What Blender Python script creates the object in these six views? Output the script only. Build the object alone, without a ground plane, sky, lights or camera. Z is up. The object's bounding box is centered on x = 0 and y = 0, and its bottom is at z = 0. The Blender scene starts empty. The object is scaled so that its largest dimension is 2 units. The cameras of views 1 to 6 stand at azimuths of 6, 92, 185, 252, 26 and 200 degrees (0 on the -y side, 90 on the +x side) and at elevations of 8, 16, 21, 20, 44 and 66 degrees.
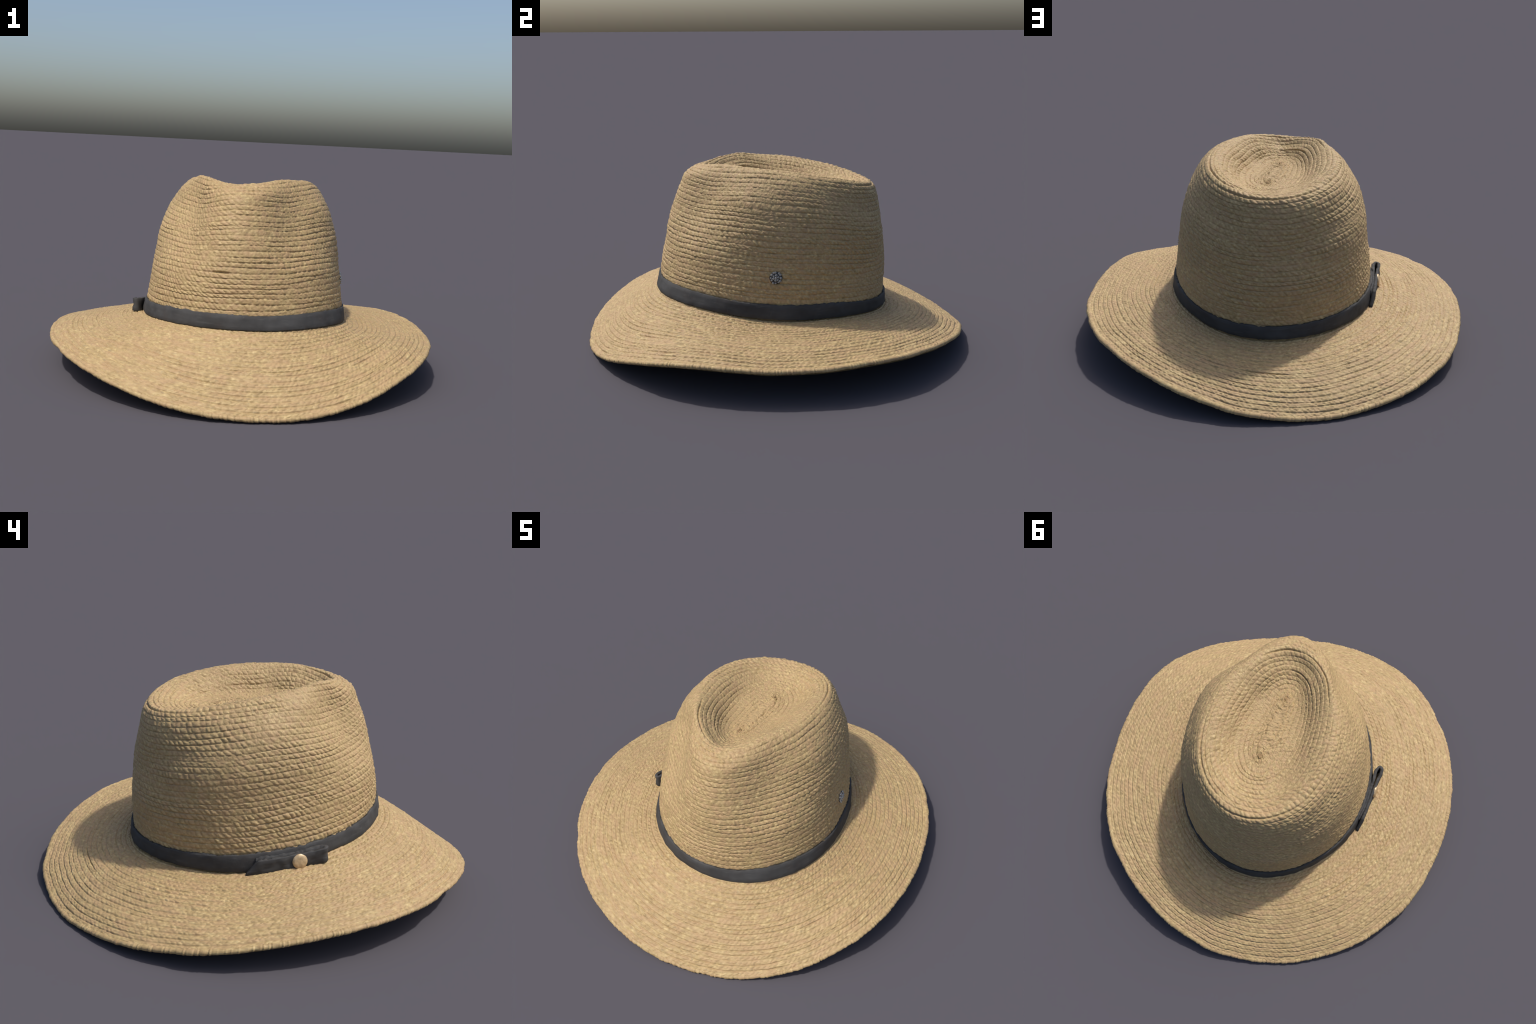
"""Woven straw fedora: crown with a teardrop dent, drooping brim, black leather
band with a folded strap and brass stud, and a small beaded flower pin."""
import bpy, math
import numpy as np

TAU = 2 * math.pi
RNG = np.random.default_rng(7)

# ------------------------------------------------------------------ controls
# All tables: 24 control angles, every 15 degrees, 0 = +x, 90 = +y (back),
# 270 = -y (front).  Interpolated by a periodic cubic.
RIM_R = [.953, .955, .968, .979, .984, .994, 1.001, .997, .992, .987, .975, .960,
         .953, .956, .965, .983, .999, 1.003, 1.000, .999, 1.001, 1.000, .992, .971]
RIM_Z = [.158, .159, .162, .147, .118, .079, .036, .013, .022, .046, .076, .106,
         .132, .142, .141, .133, .106, .061, .025, .013, .036, .093, .149, .167]
BAND_LOW_R = [.524, .527, .535, .549, .570, .589, .595, .582, .557, .536, .523, .514,
              .508, .508, .521, .546, .574, .600, .623, .636, .631, .606, .572, .541]
BAND_LOW_Z = [.237, .229, .224, .213, .198, .185, .179, .180, .181, .184, .190, .203,
              .220, .235, .248, .259, .269, .277, .282, .284, .284, .279, .266, .250]
BAND_TOP_R = [.514, .517, .530, .553, .576, .589, .590, .580, .560, .538, .520, .504,
              .497, .498, .508, .532, .559, .592, .614, .615, .600, .577, .552, .531]
BAND_TOP_Z = [.307, .301, .296, .283, .263, .246, .240, .243, .250, .257, .266, .278,
              .289, .300, .309, .321, .335, .344, .347, .346, .347, .344, .334, .319]
# crown wall radii at fractions of the height from band top to ridge
WALL_F = [.30, .60, .80, .93, 1.0]
WALL_R = [
    [.481, .489, .506, .525, .551, .572, .582, .573, .549, .524, .495, .473,
     .461, .461, .471, .492, .521, .553, .576, .569, .539, .524, .506, .486],
    [.450, .458, .481, .512, .541, .559, .560, .546, .532, .511, .482, .453,
     .434, .427, .419, .408, .419, .490, .539, .513, .456, .437, .438, .446],
    [.406, .416, .440, .473, .503, .530, .545, .537, .506, .467, .433, .410,
     .390, .370, .349, .339, .364, .440, .494, .466, .408, .381, .389, .402],
    [.354, .371, .400, .440, .480, .513, .527, .514, .480, .432, .384, .348,
     .331, .326, .315, .313, .342, .404, .457, .432, .373, .340, .336, .342],
    [.298, .313, .355, .402, .444, .477, .492, .478, .426, .368, .325, .297,
     .279, .270, .272, .286, .312, .345, .374, .362, .324, .298, .291, .291],
]
RIDGE_Z = [.916, .911, .897, .876, .853, .829, .815, .818, .840, .863, .881, .896,
           .905, .912, .919, .926, .922, .911, .905, .914, .927, .931, .927, .922]
# departure of the brim from a straight slope, at base, inner, middle and outer ring
BRIM_BASE = [-.012, -.011, -.011, -.011, -.012, -.013, -.013, -.012, -.011, -.010, -.009, -.008,
             -.007, -.006, -.005, -.004, -.002, .000, .000, .000, .000, -.002, -.005, -.010]
BRIM_INNER = [-.004, .002, .005, .004, .005, .008, .011, .013, .014, .014, .011, .007,
              .003, .002, .005, .009, .013, .015, .014, .011, .008, .005, .000, -.004]
BRIM_MID = [.010, .007, .004, .005, .010, .018, .026, .028, .031, .029, .021, .014,
            .010, .009, .009, .012, .018, .021, .019, .018, .016, .014, .010, .007]
BRIM_OUTER = [.006, .003, .001, .003, .005, .008, .014, .019, .021, .017, .013, .011,
              .010, .011, .011, .011, .012, .012, .010, .009, .009, .009, .008, .008]

ROW = .0243                      # width of one straw braid
SHELL = .020                     # thickness of the woven shell


def periodic(table, th):
    """Smooth periodic cubic spline through equally spaced control values."""
    y = np.asarray(table, float)
    n = len(y)
    k = np.arange(n)
    A = np.zeros((n, n))
    A[k, k], A[k, (k - 1) % n], A[k, (k + 1) % n] = 4, 1, 1
    m = np.linalg.solve(A, 6 * (np.roll(y, -1) - 2 * y + np.roll(y, 1)))
    x = (np.asarray(th) / TAU * n) % n
    i = np.floor(x).astype(int) % n
    f = x - np.floor(x)
    j = (i + 1) % n
    g = 1 - f
    return g * y[i] + f * y[j] + ((g ** 3 - g) * m[i] + (f ** 3 - f) * m[j]) / 6


def hash01(*k):
    """Repeatable pseudo-random number in 0..1 for integer lattice keys."""
    u = np.uint64
    h = np.zeros(np.broadcast(*k).shape, u) + u(0x9e3779b97f4a7c15)
    for a in k:
        h = h ^ (np.asarray(a).astype(np.int64) & 0xffffffff).astype(u)
        h = (h + u(0x9e3779b97f4a7c15))
        h = (h ^ (h >> u(30))) * u(0xbf58476d1ce4e5b9)
        h = (h ^ (h >> u(27))) * u(0x94d049bb133111eb)
        h = h ^ (h >> u(31))
    return ((h >> u(11)) & u(0xfffffff)).astype(float) / float(0xfffffff)


def noise1(x, seed, period=None):
    """Smooth 1-D value noise, -1..1, optionally periodic in whole cells."""
    i = np.floor(x)
    f = x - i
    f = f * f * (3 - 2 * f)
    a, b = i, i + 1
    if period is not None:
        a, b = a % period, b % period
    return ((1 - f) * hash01(a, np.full_like(a, seed)) + f * hash01(b, np.full_like(b, seed))) * 2 - 1


def noise2(x, y, seed, px=None):
    i, j = np.floor(x), np.floor(y)
    f, g = x - i, y - j
    f, g = f * f * (3 - 2 * f), g * g * (3 - 2 * g)
    s = np.full_like(i, seed)
    i1 = i + 1
    if px is not None:
        i, i1 = i % px, i1 % px
    return ((hash01(i, j, s) * (1 - f) + hash01(i1, j, s) * f) * (1 - g)
            + (hash01(i, j + 1, s) * (1 - f) + hash01(i1, j + 1, s) * f) * g) * 2 - 1


def polar(th, r, z):
    return np.stack([r * np.cos(th), r * np.sin(th), z + 0 * th], -1)


def loft(levels, m):
    """Cubic loft through a stack of rings (L, n, 3), m samples, resampled so
    that samples are equally spaced by arc length along every meridian."""
    L = np.asarray(levels)
    d = np.linalg.norm(np.diff(L, axis=0), axis=-1).mean(1)
    t = np.concatenate([[0], np.cumsum(np.sqrt(d * d.mean()) * .5 + d * .5)])
    mtan = np.empty_like(L)
    dl = np.diff(L, axis=0) / np.diff(t)[:, None, None]
    h = np.diff(t)[:, None, None]
    mtan[1:-1] = (dl[:-1] * h[1:] + dl[1:] * h[:-1]) / (h[1:] + h[:-1])
    mtan[0], mtan[-1] = dl[0], dl[-1]
    x = np.linspace(0, t[-1], 600)
    i = np.clip(np.searchsorted(t, x) - 1, 0, len(t) - 2)
    H = (t[i + 1] - t[i])[:, None, None]
    f = ((x - t[i]) / (t[i + 1] - t[i]))[:, None, None]
    C = ((2 * f ** 3 - 3 * f ** 2 + 1) * L[i] + (f ** 3 - 2 * f ** 2 + f) * H * mtan[i]
         + (3 * f ** 2 - 2 * f ** 3) * L[i + 1] + (f ** 3 - f ** 2) * H * mtan[i + 1])
    s = np.concatenate([np.zeros((1, C.shape[1])), np.cumsum(np.linalg.norm(np.diff(C, axis=0), axis=-1), 0)])
    out = np.empty((m, C.shape[1], 3))
    u = np.linspace(0, 1, m)
    for k in range(C.shape[1]):
        sk = s[:, k] / s[-1, k]
        for a in range(3):
            out[:, k, a] = np.interp(u, sk, C[:, k, a])
    return out, s[-1]


def grid_normals(P):
    """Normals of a ring grid (rows, n, 3), closed in n; outward for rings that
    are listed bottom to top and run counter-clockwise."""
    du = np.roll(P, -1, 1) - np.roll(P, 1, 1)
    dv = np.gradient(P, axis=0)
    n = np.cross(du, dv)
    return n / np.maximum(np.linalg.norm(n, axis=-1), 1e-9)[..., None]


def grid_faces(rows, n, flip=False):
    a = np.arange(rows - 1)[:, None] * n + np.arange(n)[None]
    b = np.arange(rows - 1)[:, None] * n + (np.arange(n)[None] + 1) % n
    q = np.stack([a, b, b + n, a + n], -1).reshape(-1, 4)
    return q[:, ::-1] if flip else q


def mesh_object(name, verts, faces, mat, parent, normals=None):
    me = bpy.data.meshes.new(name)
    verts = np.asarray(verts, float).reshape(-1, 3)
    me.vertices.add(len(verts))
    me.vertices.foreach_set("co", verts.ravel())
    faces = np.asarray(faces)
    k = faces.shape[1]
    me.loops.add(faces.size)
    me.loops.foreach_set("vertex_index", faces.ravel().astype(np.int32))
    me.polygons.add(len(faces))
    me.polygons.foreach_set("loop_start", np.arange(len(faces), dtype=np.int32) * k)
    me.update(calc_edges=True)
    me.validate()
    me.polygons.foreach_set("use_smooth", np.ones(len(me.polygons), bool))
    if normals is not None:
        me.normals_split_custom_set_from_vertices(np.asarray(normals).reshape(-1, 3).tolist())
    me.materials.append(mat)
    ob = bpy.data.objects.new(name, me)
    bpy.context.scene.collection.objects.link(ob)
    ob.parent = parent
    return ob


# ------------------------------------------------------------------ materials
class Nodes:
    def __init__(self, name):
        self.mat = bpy.data.materials.new(name)
        self.mat.use_nodes = True
        self.t = self.mat.node_tree
        self.bsdf = self.t.nodes["Principled BSDF"]

    def new(self, kind, **kw):
        n = self.t.nodes.new(kind)
        for k, v in kw.items():
            setattr(n, k, v)
        return n

    def link(self, a, b):
        self.t.links.new(a, b)

    def math(self, op, a, b=None):
        n = self.new("ShaderNodeMath", operation=op)
        for i, v in enumerate((a, b)):
            if v is None:
                continue
            if isinstance(v, (int, float)):
                n.inputs[i].default_value = v
            else:
                self.link(v, n.inputs[i])
        return n.outputs[0]

    def noise(self, vec, scale, detail=2, rough=.5):
        n = self.new("ShaderNodeTexNoise")
        n.inputs["Scale"].default_value = scale
        n.inputs["Detail"].default_value = detail
        n.inputs["Roughness"].default_value = rough
        self.link(vec, n.inputs["Vector"])
        return n.outputs["Fac"]

    def ramp(self, fac, stops):
        n = self.new("ShaderNodeValToRGB")
        e = n.color_ramp.elements
        while len(e) < len(stops):
            e.new(.5)
        for el, (p, c) in zip(e, stops):
            el.position = p
            el.color = c if len(c) == 4 else (*c, 1)
        self.link(fac, n.inputs[0])
        return n.outputs[0]

    def mix(self, fac, a, b, blend='MIX'):
        n = self.new("ShaderNodeMix", data_type='RGBA', blend_type=blend)
        for s, v in ((n.inputs[0], fac), (n.inputs[6], a), (n.inputs[7], b)):
            if isinstance(v, (int, float)):
                s.default_value = v
            elif isinstance(v, tuple):
                s.default_value = (*v, 1)
            else:
                self.link(v, s)
        return n.outputs[2]

    def bump(self, height, strength, dist):
        n = self.new("ShaderNodeBump")
        n.inputs["Strength"].default_value = strength
        n.inputs["Distance"].default_value = dist
        self.link(height, n.inputs["Height"])
        self.link(n.outputs[0], self.bsdf.inputs["Normal"])


def straw_material(name, tint=(1, 1, 1)):
    g = Nodes(name)
    co = g.new("ShaderNodeTexCoord").outputs["Object"]
    sep = g.new("ShaderNodeSeparateXYZ")
    g.link(co, sep.inputs[0])
    x, y, z = sep.outputs
    rad = g.math('SQRT', g.math('ADD', g.math('MULTIPLY', x, x), g.math('MULTIPLY', y, y)))

    inv = g.math('DIVIDE', 1.0, g.math('MAXIMUM', rad, .02))
    ca, sa = g.math('MULTIPLY', x, inv), g.math('MULTIPLY', y, inv)

    def ring_noise(along, across, detail, rough):
        """4-D noise on the circle direction, radius and height: streaks that run
        round the hat and close without a seam."""
        v = g.new("ShaderNodeCombineXYZ")
        g.link(g.math('MULTIPLY', ca, along), v.inputs[0])
        g.link(g.math('MULTIPLY', sa, along), v.inputs[1])
        g.link(g.math('MULTIPLY', rad, across), v.inputs[2])
        n = g.new("ShaderNodeTexNoise", noise_dimensions='4D')
        n.inputs["Scale"].default_value = 1
        n.inputs["Detail"].default_value = detail
        n.inputs["Roughness"].default_value = rough
        g.link(v.outputs[0], n.inputs["Vector"])
        g.link(g.math('MULTIPLY', z, across), n.inputs["W"])
        return n.outputs["Fac"]

    T = lambda r, gg, b: (r * tint[0] * .94, gg * tint[1] * .94, b * tint[2] * .875)
    stitch = ring_noise(36, 84, 1, .5)          # straw to straw
    col = g.ramp(stitch, [(.28, T(.300, .210, .104)), (.45, T(.385, .277, .141)),
                          (.58, T(.440, .322, .165)), (.74, T(.550, .420, .226))])
    hue = ring_noise(14, 40, 2, .5)
    col = g.mix(g.ramp(hue, [(.42, (0, 0, 0)), (.64, (.65, .65, .65))]), col, T(.42, .272, .158))
    grey = ring_noise(40, 80, 1, .5)
    col = g.mix(g.ramp(grey, [(.62, (0, 0, 0)), (.78, (.55, .55, .55))]), col, T(.26, .21, .13))
    big = g.noise(co, 3.2, 2, .5)
    col = g.mix(g.ramp(big, [(.35, (0, 0, 0)), (.7, (.22, .22, .22))]), col, T(.345, .24, .13))
    g.link(col, g.bsdf.inputs["Base Color"])
    g.bsdf.inputs["Roughness"].default_value = .6
    g.bsdf.inputs["Specular IOR Level"].default_value = .3
    fibre = ring_noise(60, 240, 3, .6)
    g.bump(fibre, .3, .004)
    return g.mat


def leather_material(name, base=(.046, .0455, .045)):
    g = Nodes(name)
    co = g.new("ShaderNodeTexCoord").outputs["Object"]
    n = g.noise(co, 9, 4, .6)
    col = g.ramp(n, [(.3, tuple(c * .8 for c in base)), (.7, tuple(c * 1.3 for c in base))])
    brown = g.noise(co, 14, 2, .5)
    col = g.mix(g.ramp(brown, [(.55, (0, 0, 0)), (.75, (.6, .6, .6))]), col, (.045, .036, .032))
    squash = g.new("ShaderNodeMapping")
    squash.inputs["Scale"].default_value = (1, 1, 7)
    g.link(co, squash.inputs["Vector"])
    streak = g.noise(squash.outputs[0], 14, 4, .65)
    col = g.mix(g.ramp(streak, [(.56, (0, 0, 0)), (.72, (.7, .7, .7))]), col, (.070, .069, .067))
    scuff = g.noise(co, 60, 2, .6)
    col = g.mix(g.ramp(scuff, [(.68, (0, 0, 0)), (.8, (.5, .5, .5))]), col, (.085, .083, .08))
    g.link(col, g.bsdf.inputs["Base Color"])
    g.bsdf.inputs["Roughness"].default_value = .72
    g.bsdf.inputs["Specular IOR Level"].default_value = .22
    g.bump(g.noise(co, 90, 3, .6), .3, .002)
    return g.mat


def metal_material(name, base, rough, dark):
    g = Nodes(name)
    co = g.new("ShaderNodeTexCoord").outputs["Object"]
    n = g.noise(co, 70, 3, .6)
    g.link(g.ramp(n, [(.3, dark), (.62, base)]), g.bsdf.inputs["Base Color"])
    g.bsdf.inputs["Metallic"].default_value = .35
    g.bsdf.inputs["Roughness"].default_value = rough
    g.bump(n, .15, .001)
    return g.mat


STRAW = straw_material("straw")
STRAW_UNDER = straw_material("straw_underside", (.9, .9, .88))
LEATHER = leather_material("black_leather")
BRASS = metal_material("brass_stud", (.62, .46, .27), .42, (.42, .30, .17))
SILVER = metal_material("silver_bead", (.42, .415, .39), .35, (.17, .165, .15))
DARK = metal_material("dark_metal", (.06, .06, .065), .5, (.03, .03, .03))

# ------------------------------------------------------------------ root
hat = bpy.data.objects.new("straw_hat", None)
bpy.context.scene.collection.objects.link(hat)
hat["label"] = "woven straw fedora with black leather band and stud"
hat["category"] = "hat"


# ------------------------------------------------------------------ braid relief
def braid_relief(circ, a, b, row, stitch_ratio, seed, plait, smooth_from=999):
    """Height (0..~1) of a braided row. a: 0..1 round the row, b: 0..1 across it.
    plait 0: one cord of slanting stitches; 1: two interleaved half rows."""
    count = max(6, int(round(circ / .0265)))
    key = (row * 37 + seed) % 977
    half = max(3, count // 3)
    wob = .42 * noise1(a * half, key, half) + .16 * noise1(a * count, key + 9, count)
    q = a * count + hash01(np.array(row), np.array(seed)) + wob
    slow = max(3, count // 9)
    slant = .75 + .45 * noise1(a * slow, key + 3, slow)
    # borders wander from stitch to stitch
    bw = np.clip(b + .15 * noise1(q * .8, key + 5) * np.sin(np.pi * b), 0, 1)
    up = (bw > .5) & (plait > .5)
    ph = np.where(up, q + .5 - .4 * (bw - .75), q + slant * (bw - .5) * (1 - .5 * plait))
    cell = np.floor(ph)
    f = ph - cell
    cellk = cell % count
    rk = np.full_like(cellk, row)
    r1 = hash01(cellk, rk, up.astype(float) + seed)
    r2 = hash01(cellk, rk, up.astype(float) + seed + 50)
    lump = np.sin(np.pi * np.clip(f, 0, 1)) ** (.5 + .5 * r2)
    # the lower / outer edge of each row overlaps its neighbour: high edge, then a step
    skew = bw ** (.75 if plait else .85)
    body = np.clip(1 - np.abs(2 * skew - 1) ** 3.0, 0, 1) ** .55
    lumpy = (lump - .65) * (.55 + .8 * r1) + (.35 if plait else .6) * (r1 - .5)
    # how tightly neighbouring rows close up changes along the seam
    seam = .70 + .45 * noise1(a * half, key + 21, half)
    stitch_ratio = stitch_ratio * (.75 if row > smooth_from else 1)      # pressed smoother inside the dent
    h = 1 - (1 - body) * seam + stitch_ratio * lumpy * body ** .6
    if plait:
        h = h - .20 * stitch_ratio * np.exp(-((bw - .5) / .09) ** 2)
    return h


def build_rows(name, part, P, n_rows, per, amp_row, stitch_ratio, seed, plait, cracks=(), smooth_from=999):
    """Displace the ring grid with braid relief and cut it into one object per row."""
    rows, n, _ = P.shape
    N = grid_normals(P)
    th = np.arange(n) / n
    D = np.zeros((rows, n))
    for r in range(n_rows):
        lo = r * per
        circ = np.linalg.norm(np.roll(P[lo + per // 2], -1, 0) - P[lo + per // 2], axis=-1).sum()
        b = np.arange(per + 1)[:, None] / per
        cum = np.linalg.norm(np.roll(P[lo + per // 2], -1, 0) - P[lo + per // 2], axis=-1)
        a = (np.concatenate([[0], np.cumsum(cum)[:-1]]) / circ)[None]
        bb = np.broadcast_to(b, (per + 1, n))
        aa = np.broadcast_to(a, (per + 1, n))
        if r == n_rows - 1:
            bb = np.minimum(bb, .55)                 # innermost row has no seam at its end
        # local strength: some stretches are pressed flat
        wear = .85 + (.2 if plait else .45) * noise2(aa * 14, np.full_like(aa, r * .35), seed + 5, 14)
        h = braid_relief(circ, aa, bb, r, stitch_ratio, seed, plait, smooth_from) * amp_row * wear
        if r:
            h[0] = .5 * (h[0] + D[lo])
        D[lo:lo + per + 1] = h
    # fine irregular fibres
    jj = np.arange(rows)[:, None] * np.ones((1, n))
    ii = np.arange(n)[None] * np.ones((rows, 1))
    D = D + .0007 * noise2(ii * .45, jj * .8, seed + 11) + .0010 * noise2(ii * .17, jj * .33, seed + 12)
    if smooth_from < 999:                            # crumpled start of the braid in the dent
        near = np.clip((jj - (rows - 1 - 3.5 * per)) / (2.5 * per), 0, 1)
        D = D + near * (.0034 * noise2(ii * .04, jj * .22, seed + 13, 48) + .0022 * noise2(ii * .11, jj * .4, seed + 14, 132))
    # open seams: (row border, start angle, end angle, depth)
    deg = np.arange(n) / n * 360
    for border, a0, a1, depth in cracks:
        mid, half = (a0 + a1) / 2, (a1 - a0) / 2
        along = np.clip(1 - ((deg - mid) / half) ** 2, 0, 1) ** .5
        for dj, w in ((-1, .6), (0, 1), (1, .6)):
            D[border * per + dj] -= depth * w * along
    Q = P + N * D[..., None]
    if smooth_from < 999:                            # sew the two sides of the innermost row together
        mirror = (n // 2 - np.arange(n)) % n
        Q[-1] = .5 * (Q[-1] + Q[-1][mirror])
    NN = grid_normals(Q)
    if smooth_from < 999:
        NN[-1] = NN[-2] + NN[-2][mirror]
        NN[-1] /= np.linalg.norm(NN[-1], axis=-1)[:, None]
    out = []
    for r in range(n_rows):
        sl = slice(r * per, r * per + per + 1)
        out.append(mesh_object(name, Q[sl], grid_faces(per + 1, n), STRAW, part, NN[sl]))
    return Q, out


def row_warp(P, n_rows, per, seed, amount=.24):
    """Let the row borders wander a little, as hand-sewn braid does."""
    rows, n, _ = P.shape
    th = np.arange(n) / n
    base = np.arange(rows, dtype=float)
    out = np.empty_like(P)
    env = np.clip(np.minimum(base, rows - 1 - base) / (1.5 * per), 0, 1)
    j = base[:, None] / per
    w = noise2(np.broadcast_to(th[None] * 9, (rows, n)), np.broadcast_to(j * .6, (rows, n)), seed, 9)
    w += .35 * noise2(np.broadcast_to(th[None] * 40, (rows, n)), np.broadcast_to(j * .9, (rows, n)), seed + 1, 40)
    pos = np.clip(base[:, None] + amount * per * w * env[:, None], 0, rows - 1)
    i = np.clip(np.floor(pos).astype(int), 0, rows - 2)
    f = (pos - i)[..., None]
    k = np.arange(n)[None]
    return P[i, k] * (1 - f) + P[i + 1, k] * f


# ------------------------------------------------------------------ crown
NC = 1200
th = np.arange(NC) / NC * TAU
bl_r, bl_z = periodic(BAND_LOW_R, th), periodic(BAND_LOW_Z, th)
bt_r, bt_z = periodic(BAND_TOP_R, th), periodic(BAND_TOP_Z, th)
ridge_z = periodic(RIDGE_Z, th)
INSET = .016                                 # band sits this far proud of straw
levels = [polar(th, bl_r - INSET - .002, bl_z - .03), polar(th, bt_r - INSET + .001, bt_z)]
for f, tab in zip(WALL_F[:-1], WALL_R[:-1]):
    levels.append(polar(th, periodic(tab, th) - .004, bt_z + f * (ridge_z - bt_z)))
ridge = polar(th, periodic(WALL_R[-1], th), ridge_z - .004)
levels.append(ridge)
# dent: rings shrink from the ridge to a short line, the start of the braid
core = np.stack([.012 + .0045 * np.cos(th), .03 + .150 * np.sin(th), 0 * th], -1)
core[:, 0] += .06 * (core[:, 1] - .03)
core[:, 0] += .009 * np.sin((core[:, 1] - .03) * 16)
core[:, 2] = .806 - .03 * core[:, 1]
back, front = np.clip(np.sin(th), 0, 1) ** 1.5, np.clip(-np.sin(th), 0, 1) ** 1.5
left = np.clip(-np.cos(th), 0, 1) ** 1.5
floor_z = .803 - .012 * back + .012 * front           # height round the floor's edge
crease = np.exp(-((th - math.radians(270)) / .20) ** 2)    # sharp fold running into the front peak
right = np.clip(np.cos(th - math.radians(30)), 0, 1) ** 1.2     # gentle, full lip on the pin side
for rho, g in ((.89, .95 - .02 * back - .08 * crease + .05 * right),
               (.78, .74 - .04 * back + .06 * left - .12 * crease + .15 * right),
               (.64, .40 - .08 * back + .14 * front + .08 * left - .10 * crease + .16 * right),
               (.49, .07 - .05 * back + .14 * front + .05 * left - .05 * crease + .06 * right),
               (.28, -.02 + .02 * front), (.13, .0)):
    ring = core + (ridge - core) * rho
    ring[:, 2] = floor_z + (ridge[:, 2] - floor_z) * g
    levels.append(ring)
levels.append(core)
PER = 9
probe, arc = loft(levels, 50)
N_CROWN = int(round(arc.mean() / ROW))
PC, arc = loft(levels, N_CROWN * PER + 1)
PC = row_warp(PC, N_CROWN, PER, 21)
RIDGE_ROW = int(round(np.argmax(PC[:, NC * 3 // 4, 2]) / PER))   # row that lies on the front ridge

inner = PC[::3, ::6] - grid_normals(PC)[::3, ::6] * SHELL
cap = inner[-1].mean(0)
crown = mesh_object("crown", inner, grid_faces(len(inner), inner.shape[1], True), STRAW_UNDER, hat)
QC, crown_rows = build_rows("braid_row", crown, PC, N_CROWN, PER, .0058, .62, 100, 0,
                            [(RIDGE_ROW + 1, 205, 262, .006), (RIDGE_ROW + 1, 268, 300, .007), (RIDGE_ROW - 1, 20, 70, .006),
                             (RIDGE_ROW - 2, 60, 120, .006), (RIDGE_ROW + 5, 225, 275, .008), (12, 262, 270, .009)], RIDGE_ROW)
# ------------------------------------------------------------------ brim
def rim_radius(t):
    """Rim outline with the slight kinks of a hand-trimmed edge."""
    return periodic(RIM_R, t) + .0035 * noise1(t / TAU * 46, 8, 46) + .0015 * noise1(t / TAU * 140, 9, 140) - .002


NB = 1600
tb = np.arange(NB) / NB * TAU
rim_r, rim_z = rim_radius(tb), periodic(RIM_Z, tb)
b_r, b_z = periodic(BAND_LOW_R, tb), periodic(BAND_LOW_Z, tb)
rim_in = rim_r - .010
off = [periodic(t, tb) for t in (BRIM_INNER, BRIM_MID, BRIM_OUTER)]
base_z = b_z + periodic(BRIM_BASE, tb)
blev = []
for f, w in ((1, (0, 0, 0)), (.92, (0, 0, .5)), (.8, (0, 0, 1)), (.65, (0, .5, .5)), (.5, (0, 1, 0)),
             (.35, (.55, .45, 0)), (.2, (1, 0, 0)), (.08, (.2, 0, 0)), (0, (0, 0, 0))):
    r = (b_r - .022) + (rim_in - b_r + .022) * f
    zz = base_z + (rim_z + .002 - base_z) * f + sum(a * c for a, c in zip(w, off))
    blev.append(polar(tb, r, zz))
_, barc = loft(blev, 30)
N_BRIM = int(round(barc.mean() / ROW))
PB, barc = loft(blev, N_BRIM * PER + 1)
PB = row_warp(PB, N_BRIM, PER, 61, .2)
under = PB[::3, ::4] - grid_normals(PB)[::3, ::4] * SHELL
brim = mesh_object("brim", under, grid_faces(len(under), under.shape[1], True), STRAW_UNDER, hat)
QB, brim_rows = build_rows("braid_row", brim, PB, N_BRIM, PER, .0072, .46, 300, 1, [(N_BRIM // 2, 86, 99, .006)])

# rolled edge binding with fine ribs
NE = 3000
te = np.arange(NE) / NE * TAU
er, ez = rim_radius(te), periodic(RIM_Z, te)
rib = .0020 * noise1(te / TAU * 900, 3, 900) + .0016 * noise1(te / TAU * 120, 5, 120)
sec = 12
ph = np.arange(sec) / sec * TAU
V = np.empty((sec, NE, 3))
for k, p in enumerate(ph):
    rr = er - .013 + (.0135 + rib) * math.cos(p)
    zz = ez + (.0115 + rib * .6) * math.sin(p)
    V[k] = polar(te, rr, zz)
q = grid_faces(sec, NE)
last = np.stack([(sec - 1) * NE + np.arange(NE), (sec - 1) * NE + (np.arange(NE) + 1) % NE,
                 (np.arange(NE) + 1) % NE, np.arange(NE)], -1)
mesh_object("edge_binding", V, np.concatenate([q, last]), STRAW, brim)


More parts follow.
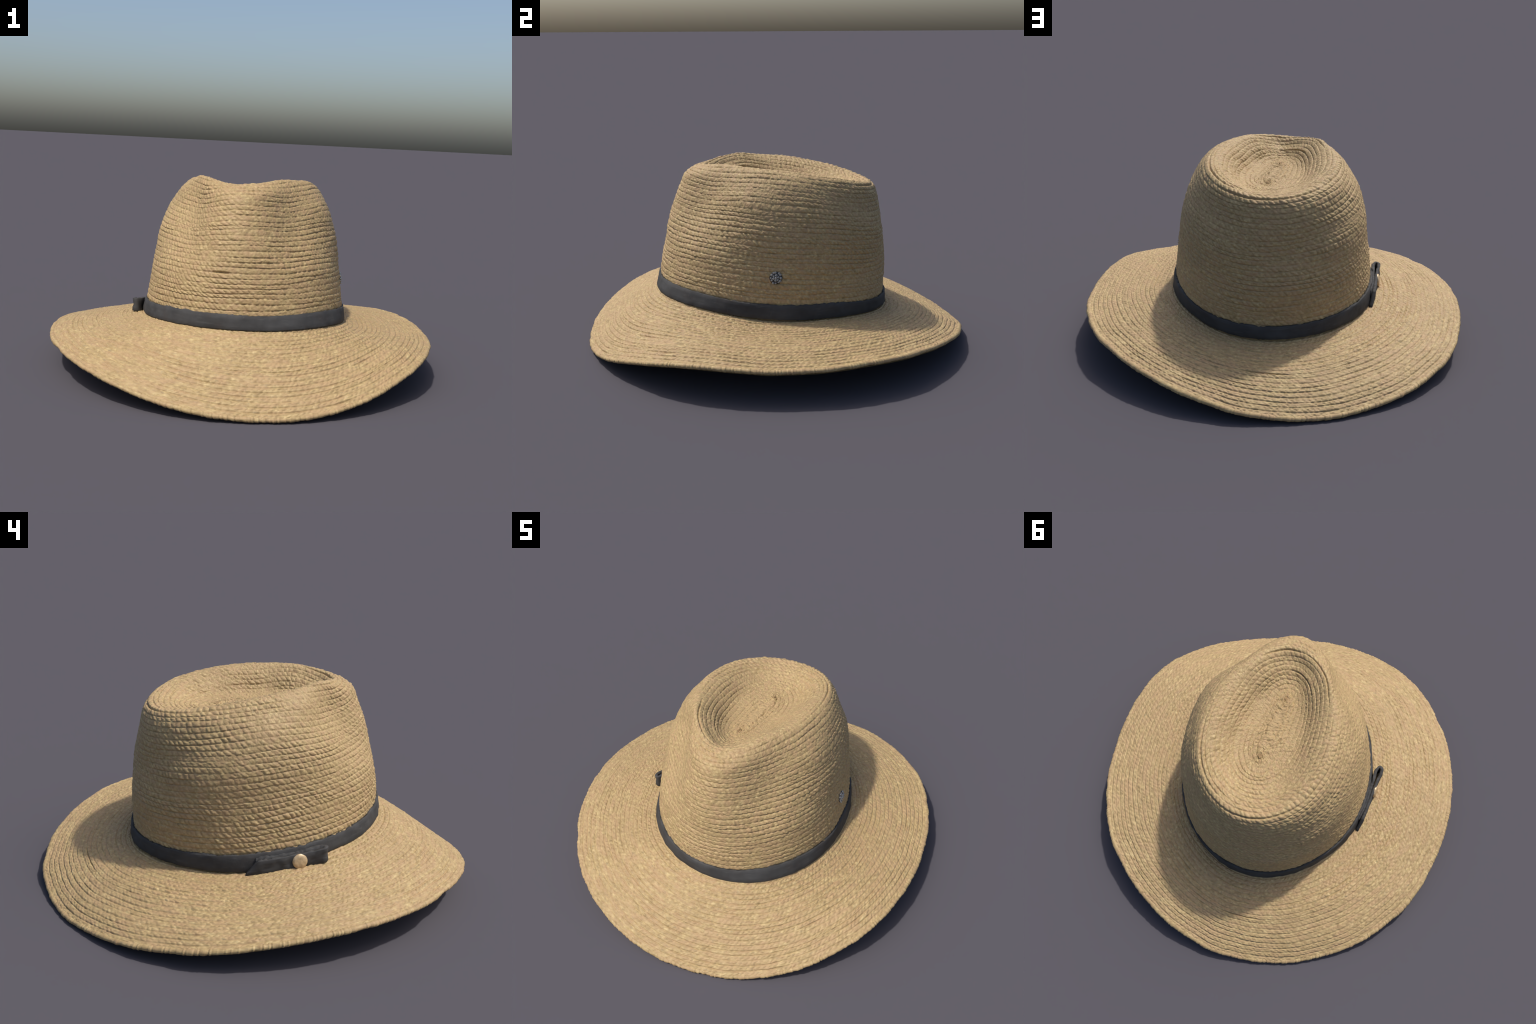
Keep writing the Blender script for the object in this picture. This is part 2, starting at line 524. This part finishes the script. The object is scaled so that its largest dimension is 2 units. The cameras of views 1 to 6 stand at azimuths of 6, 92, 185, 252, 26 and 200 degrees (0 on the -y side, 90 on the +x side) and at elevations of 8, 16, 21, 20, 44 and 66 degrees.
# ------------------------------------------------------------------ leather band
def ribbon(name, mat, parent, path_low, path_top, normal, thick, closed, seed, rough=.0022):
    """Strap of given thickness between a lower and an upper edge path, with
    rounded long edges and slight unevenness."""
    n = len(path_low)
    # cross-section: (height fraction, depth fraction)
    prof = [(.0, .3), (.01, .85), (.04, 1), (.3, 1), (.5, 1), (.7, 1), (.96, 1), (.99, .85), (1, .3),
            (1, -.5), (.5, -.5), (0, -.5)]
    s = np.arange(n)
    V = np.empty((len(prof), n, 3))
    for k, (h, d) in enumerate(prof):
        dd = d * thick + (rough * noise2(s * .16, np.full(n, h * 4.), seed) if d > .5 else 0)
        edge = .0032 * noise1(s * .21, seed) + .0022 * noise1(s * .6, seed + 1)
        V[k] = path_low + (path_top - path_low) * (h + edge / .06 * (1 if h in (0, 1) else 0))[:, None] \
            + normal * np.broadcast_to(dd, n)[:, None]
    m = len(prof)
    a = np.arange(m)[:, None] * n + np.arange(n - (0 if closed else 1))[None]
    b = np.arange(m)[:, None] * n + (np.arange(n - (0 if closed else 1))[None] + 1) % n
    a2 = ((np.arange(m)[:, None] + 1) % m) * n + np.arange(n - (0 if closed else 1))[None]
    b2 = ((np.arange(m)[:, None] + 1) % m) * n + (np.arange(n - (0 if closed else 1))[None] + 1) % n
    F = np.stack([a, b, b2, a2], -1).reshape(-1, 4)
    Vv = V.reshape(-1, 3)
    ob = mesh_object(name, Vv, F, mat, parent)
    if not closed:
        import bmesh
        bm = bmesh.new()
        bm.from_mesh(ob.data)
        bmesh.ops.holes_fill(bm, edges=[e for e in bm.edges if e.is_boundary])
        bmesh.ops.recalc_face_normals(bm, faces=bm.faces)
        bm.to_mesh(ob.data)
        bm.free()
        ob.data.polygons.foreach_set("use_smooth", np.ones(len(ob.data.polygons), bool))
    return ob


NBD = 720
t3 = np.arange(NBD) / NBD * TAU
low = polar(t3, periodic(BAND_LOW_R, t3) - .011, periodic(BAND_LOW_Z, t3))
top = polar(t3, periodic(BAND_TOP_R, t3) - .011, periodic(BAND_TOP_Z, t3))
tang = np.roll(low, -1, 0) - np.roll(low, 1, 0)
nrm = np.cross(tang, top - low)
nrm /= np.linalg.norm(nrm, axis=1)[:, None]
band = ribbon("hat_band", LEATHER, hat, low, top, nrm, .011, True, 40)


# ------------------------------------------------------------------ folded strap
def smooth_path(pts, n):
    p = np.asarray(pts, float)
    t = np.concatenate([[0], np.cumsum(np.linalg.norm(np.diff(p, axis=0), axis=1))])
    m = np.gradient(p, t, axis=0)
    x = np.linspace(0, t[-1], n)
    i = np.clip(np.searchsorted(t, x) - 1, 0, len(t) - 2)
    h = (t[i + 1] - t[i])[:, None]
    f = ((x - t[i]) / (t[i + 1] - t[i]))[:, None]
    return ((2 * f ** 3 - 3 * f ** 2 + 1) * p[i] + (f ** 3 - 2 * f ** 2 + f) * h * m[i]
            + (3 * f ** 2 - 2 * f ** 3) * p[i + 1] + (f ** 3 - f ** 2) * h * m[i + 1])


# top view of the strap: cut end, along the band, round the loop, back to the band
strap_xy = [(-.488, .192), (-.500, .150), (-.508, .09), (-.513, .03), (-.518, -.03), (-.524, -.085), (-.530, -.126),
            (-.528, -.145), (-.518, -.154), (-.509, -.141), (-.507, -.10), (-.506, -.05), (-.503, .03), (-.496, .10),
            (-.486, .15)]
zlow = [.186, .189, .194, .200, .207, .216, .225, .229, .231, .229, .224, .214, .207, .201, .197]
path = smooth_path([(x, y, z) for (x, y), z in zip(strap_xy, zlow)], 160)
tt = np.gradient(path, axis=0)
tt /= np.linalg.norm(tt, axis=1)[:, None]
up = np.tile([0, 0, 1.], (160, 1))
nn = np.cross(tt, up)
nn /= np.linalg.norm(nn, axis=1)[:, None]
if nn[10] @ np.array([-1, 0, 0]) < 0:
    nn = -nn
height = np.full(160, .066)
u = np.linspace(0, 1, 160)
cut = np.clip(u / .075, 0, 1)                      # slanting cut at the free end
height = .066 * (.12 + .88 * cut)
strap = ribbon("strap", LEATHER, hat, path, path + np.stack([0 * u, 0 * u, height], -1), nn, .0098, False, 77, .0042)


def lathe(name, prof, origin, axis, mat, parent, n=32):
    """Small turned part: profile of (radius, height) about an axis."""
    axis = np.asarray(axis, float) / np.linalg.norm(axis)
    e1 = np.cross(axis, [0, 0, 1.])
    e1 /= np.linalg.norm(e1)
    e2 = np.cross(axis, e1)
    a = np.arange(n) / n * TAU
    V = np.stack([np.asarray(origin) + axis * h + (np.cos(a)[:, None] * e1 + np.sin(a)[:, None] * e2) * max(r, 1e-5)
                  for r, h in prof])
    return mesh_object(name, V, grid_faces(len(prof), n), mat, parent)


lathe("stud", [(.0305, -.006), (.033, .0), (.033, .004), (.030, .0075), (.022, .0098), (.012, .0108), (.005, .011), (0, .011)],
      (-.5275, -.033, .242), (-1, .08, .12), BRASS, strap)

# ------------------------------------------------------------------ beaded pin
pin_c = np.array([.4895, .021, .438])
pin_ax = np.array([.985, .03, .15])
pin_ax /= np.linalg.norm(pin_ax)
pin = lathe("flower_pin", [(.029, -.004), (.031, .001), (.026, .003), (.014, .0045), (0, .005)], pin_c, pin_ax, DARK, hat, 24)
e1 = np.cross(pin_ax, [0, 0, 1.]); e1 /= np.linalg.norm(e1)
e2 = np.cross(pin_ax, e1)
import bmesh
bm = bmesh.new()
bmesh.ops.create_icosphere(bm, subdivisions=2, radius=.0064)
bead_me = bpy.data.meshes.new("bead")
bm.to_mesh(bead_me); bm.free()
bead_me.polygons.foreach_set("use_smooth", np.ones(len(bead_me.polygons), bool))
bead_me.materials.append(SILVER)
spots = [(0, 0)] + [(.0125, k / 6 * TAU + .3) for k in range(6)] + [(.0255, k / 12 * TAU) for k in range(12)]
for r, a in spots:
    r *= 1 + RNG.uniform(-.12, .12)
    a += RNG.uniform(-.12, .12)
    ob = bpy.data.objects.new("bead", bead_me)
    bpy.context.scene.collection.objects.link(ob)
    ob.location = pin_c + e1 * r * math.cos(a) + e2 * r * math.sin(a) + pin_ax * (.0055 - .12 * r)
    ob.scale = (RNG.uniform(.75, 1.15),) * 3
    ob.parent = pin
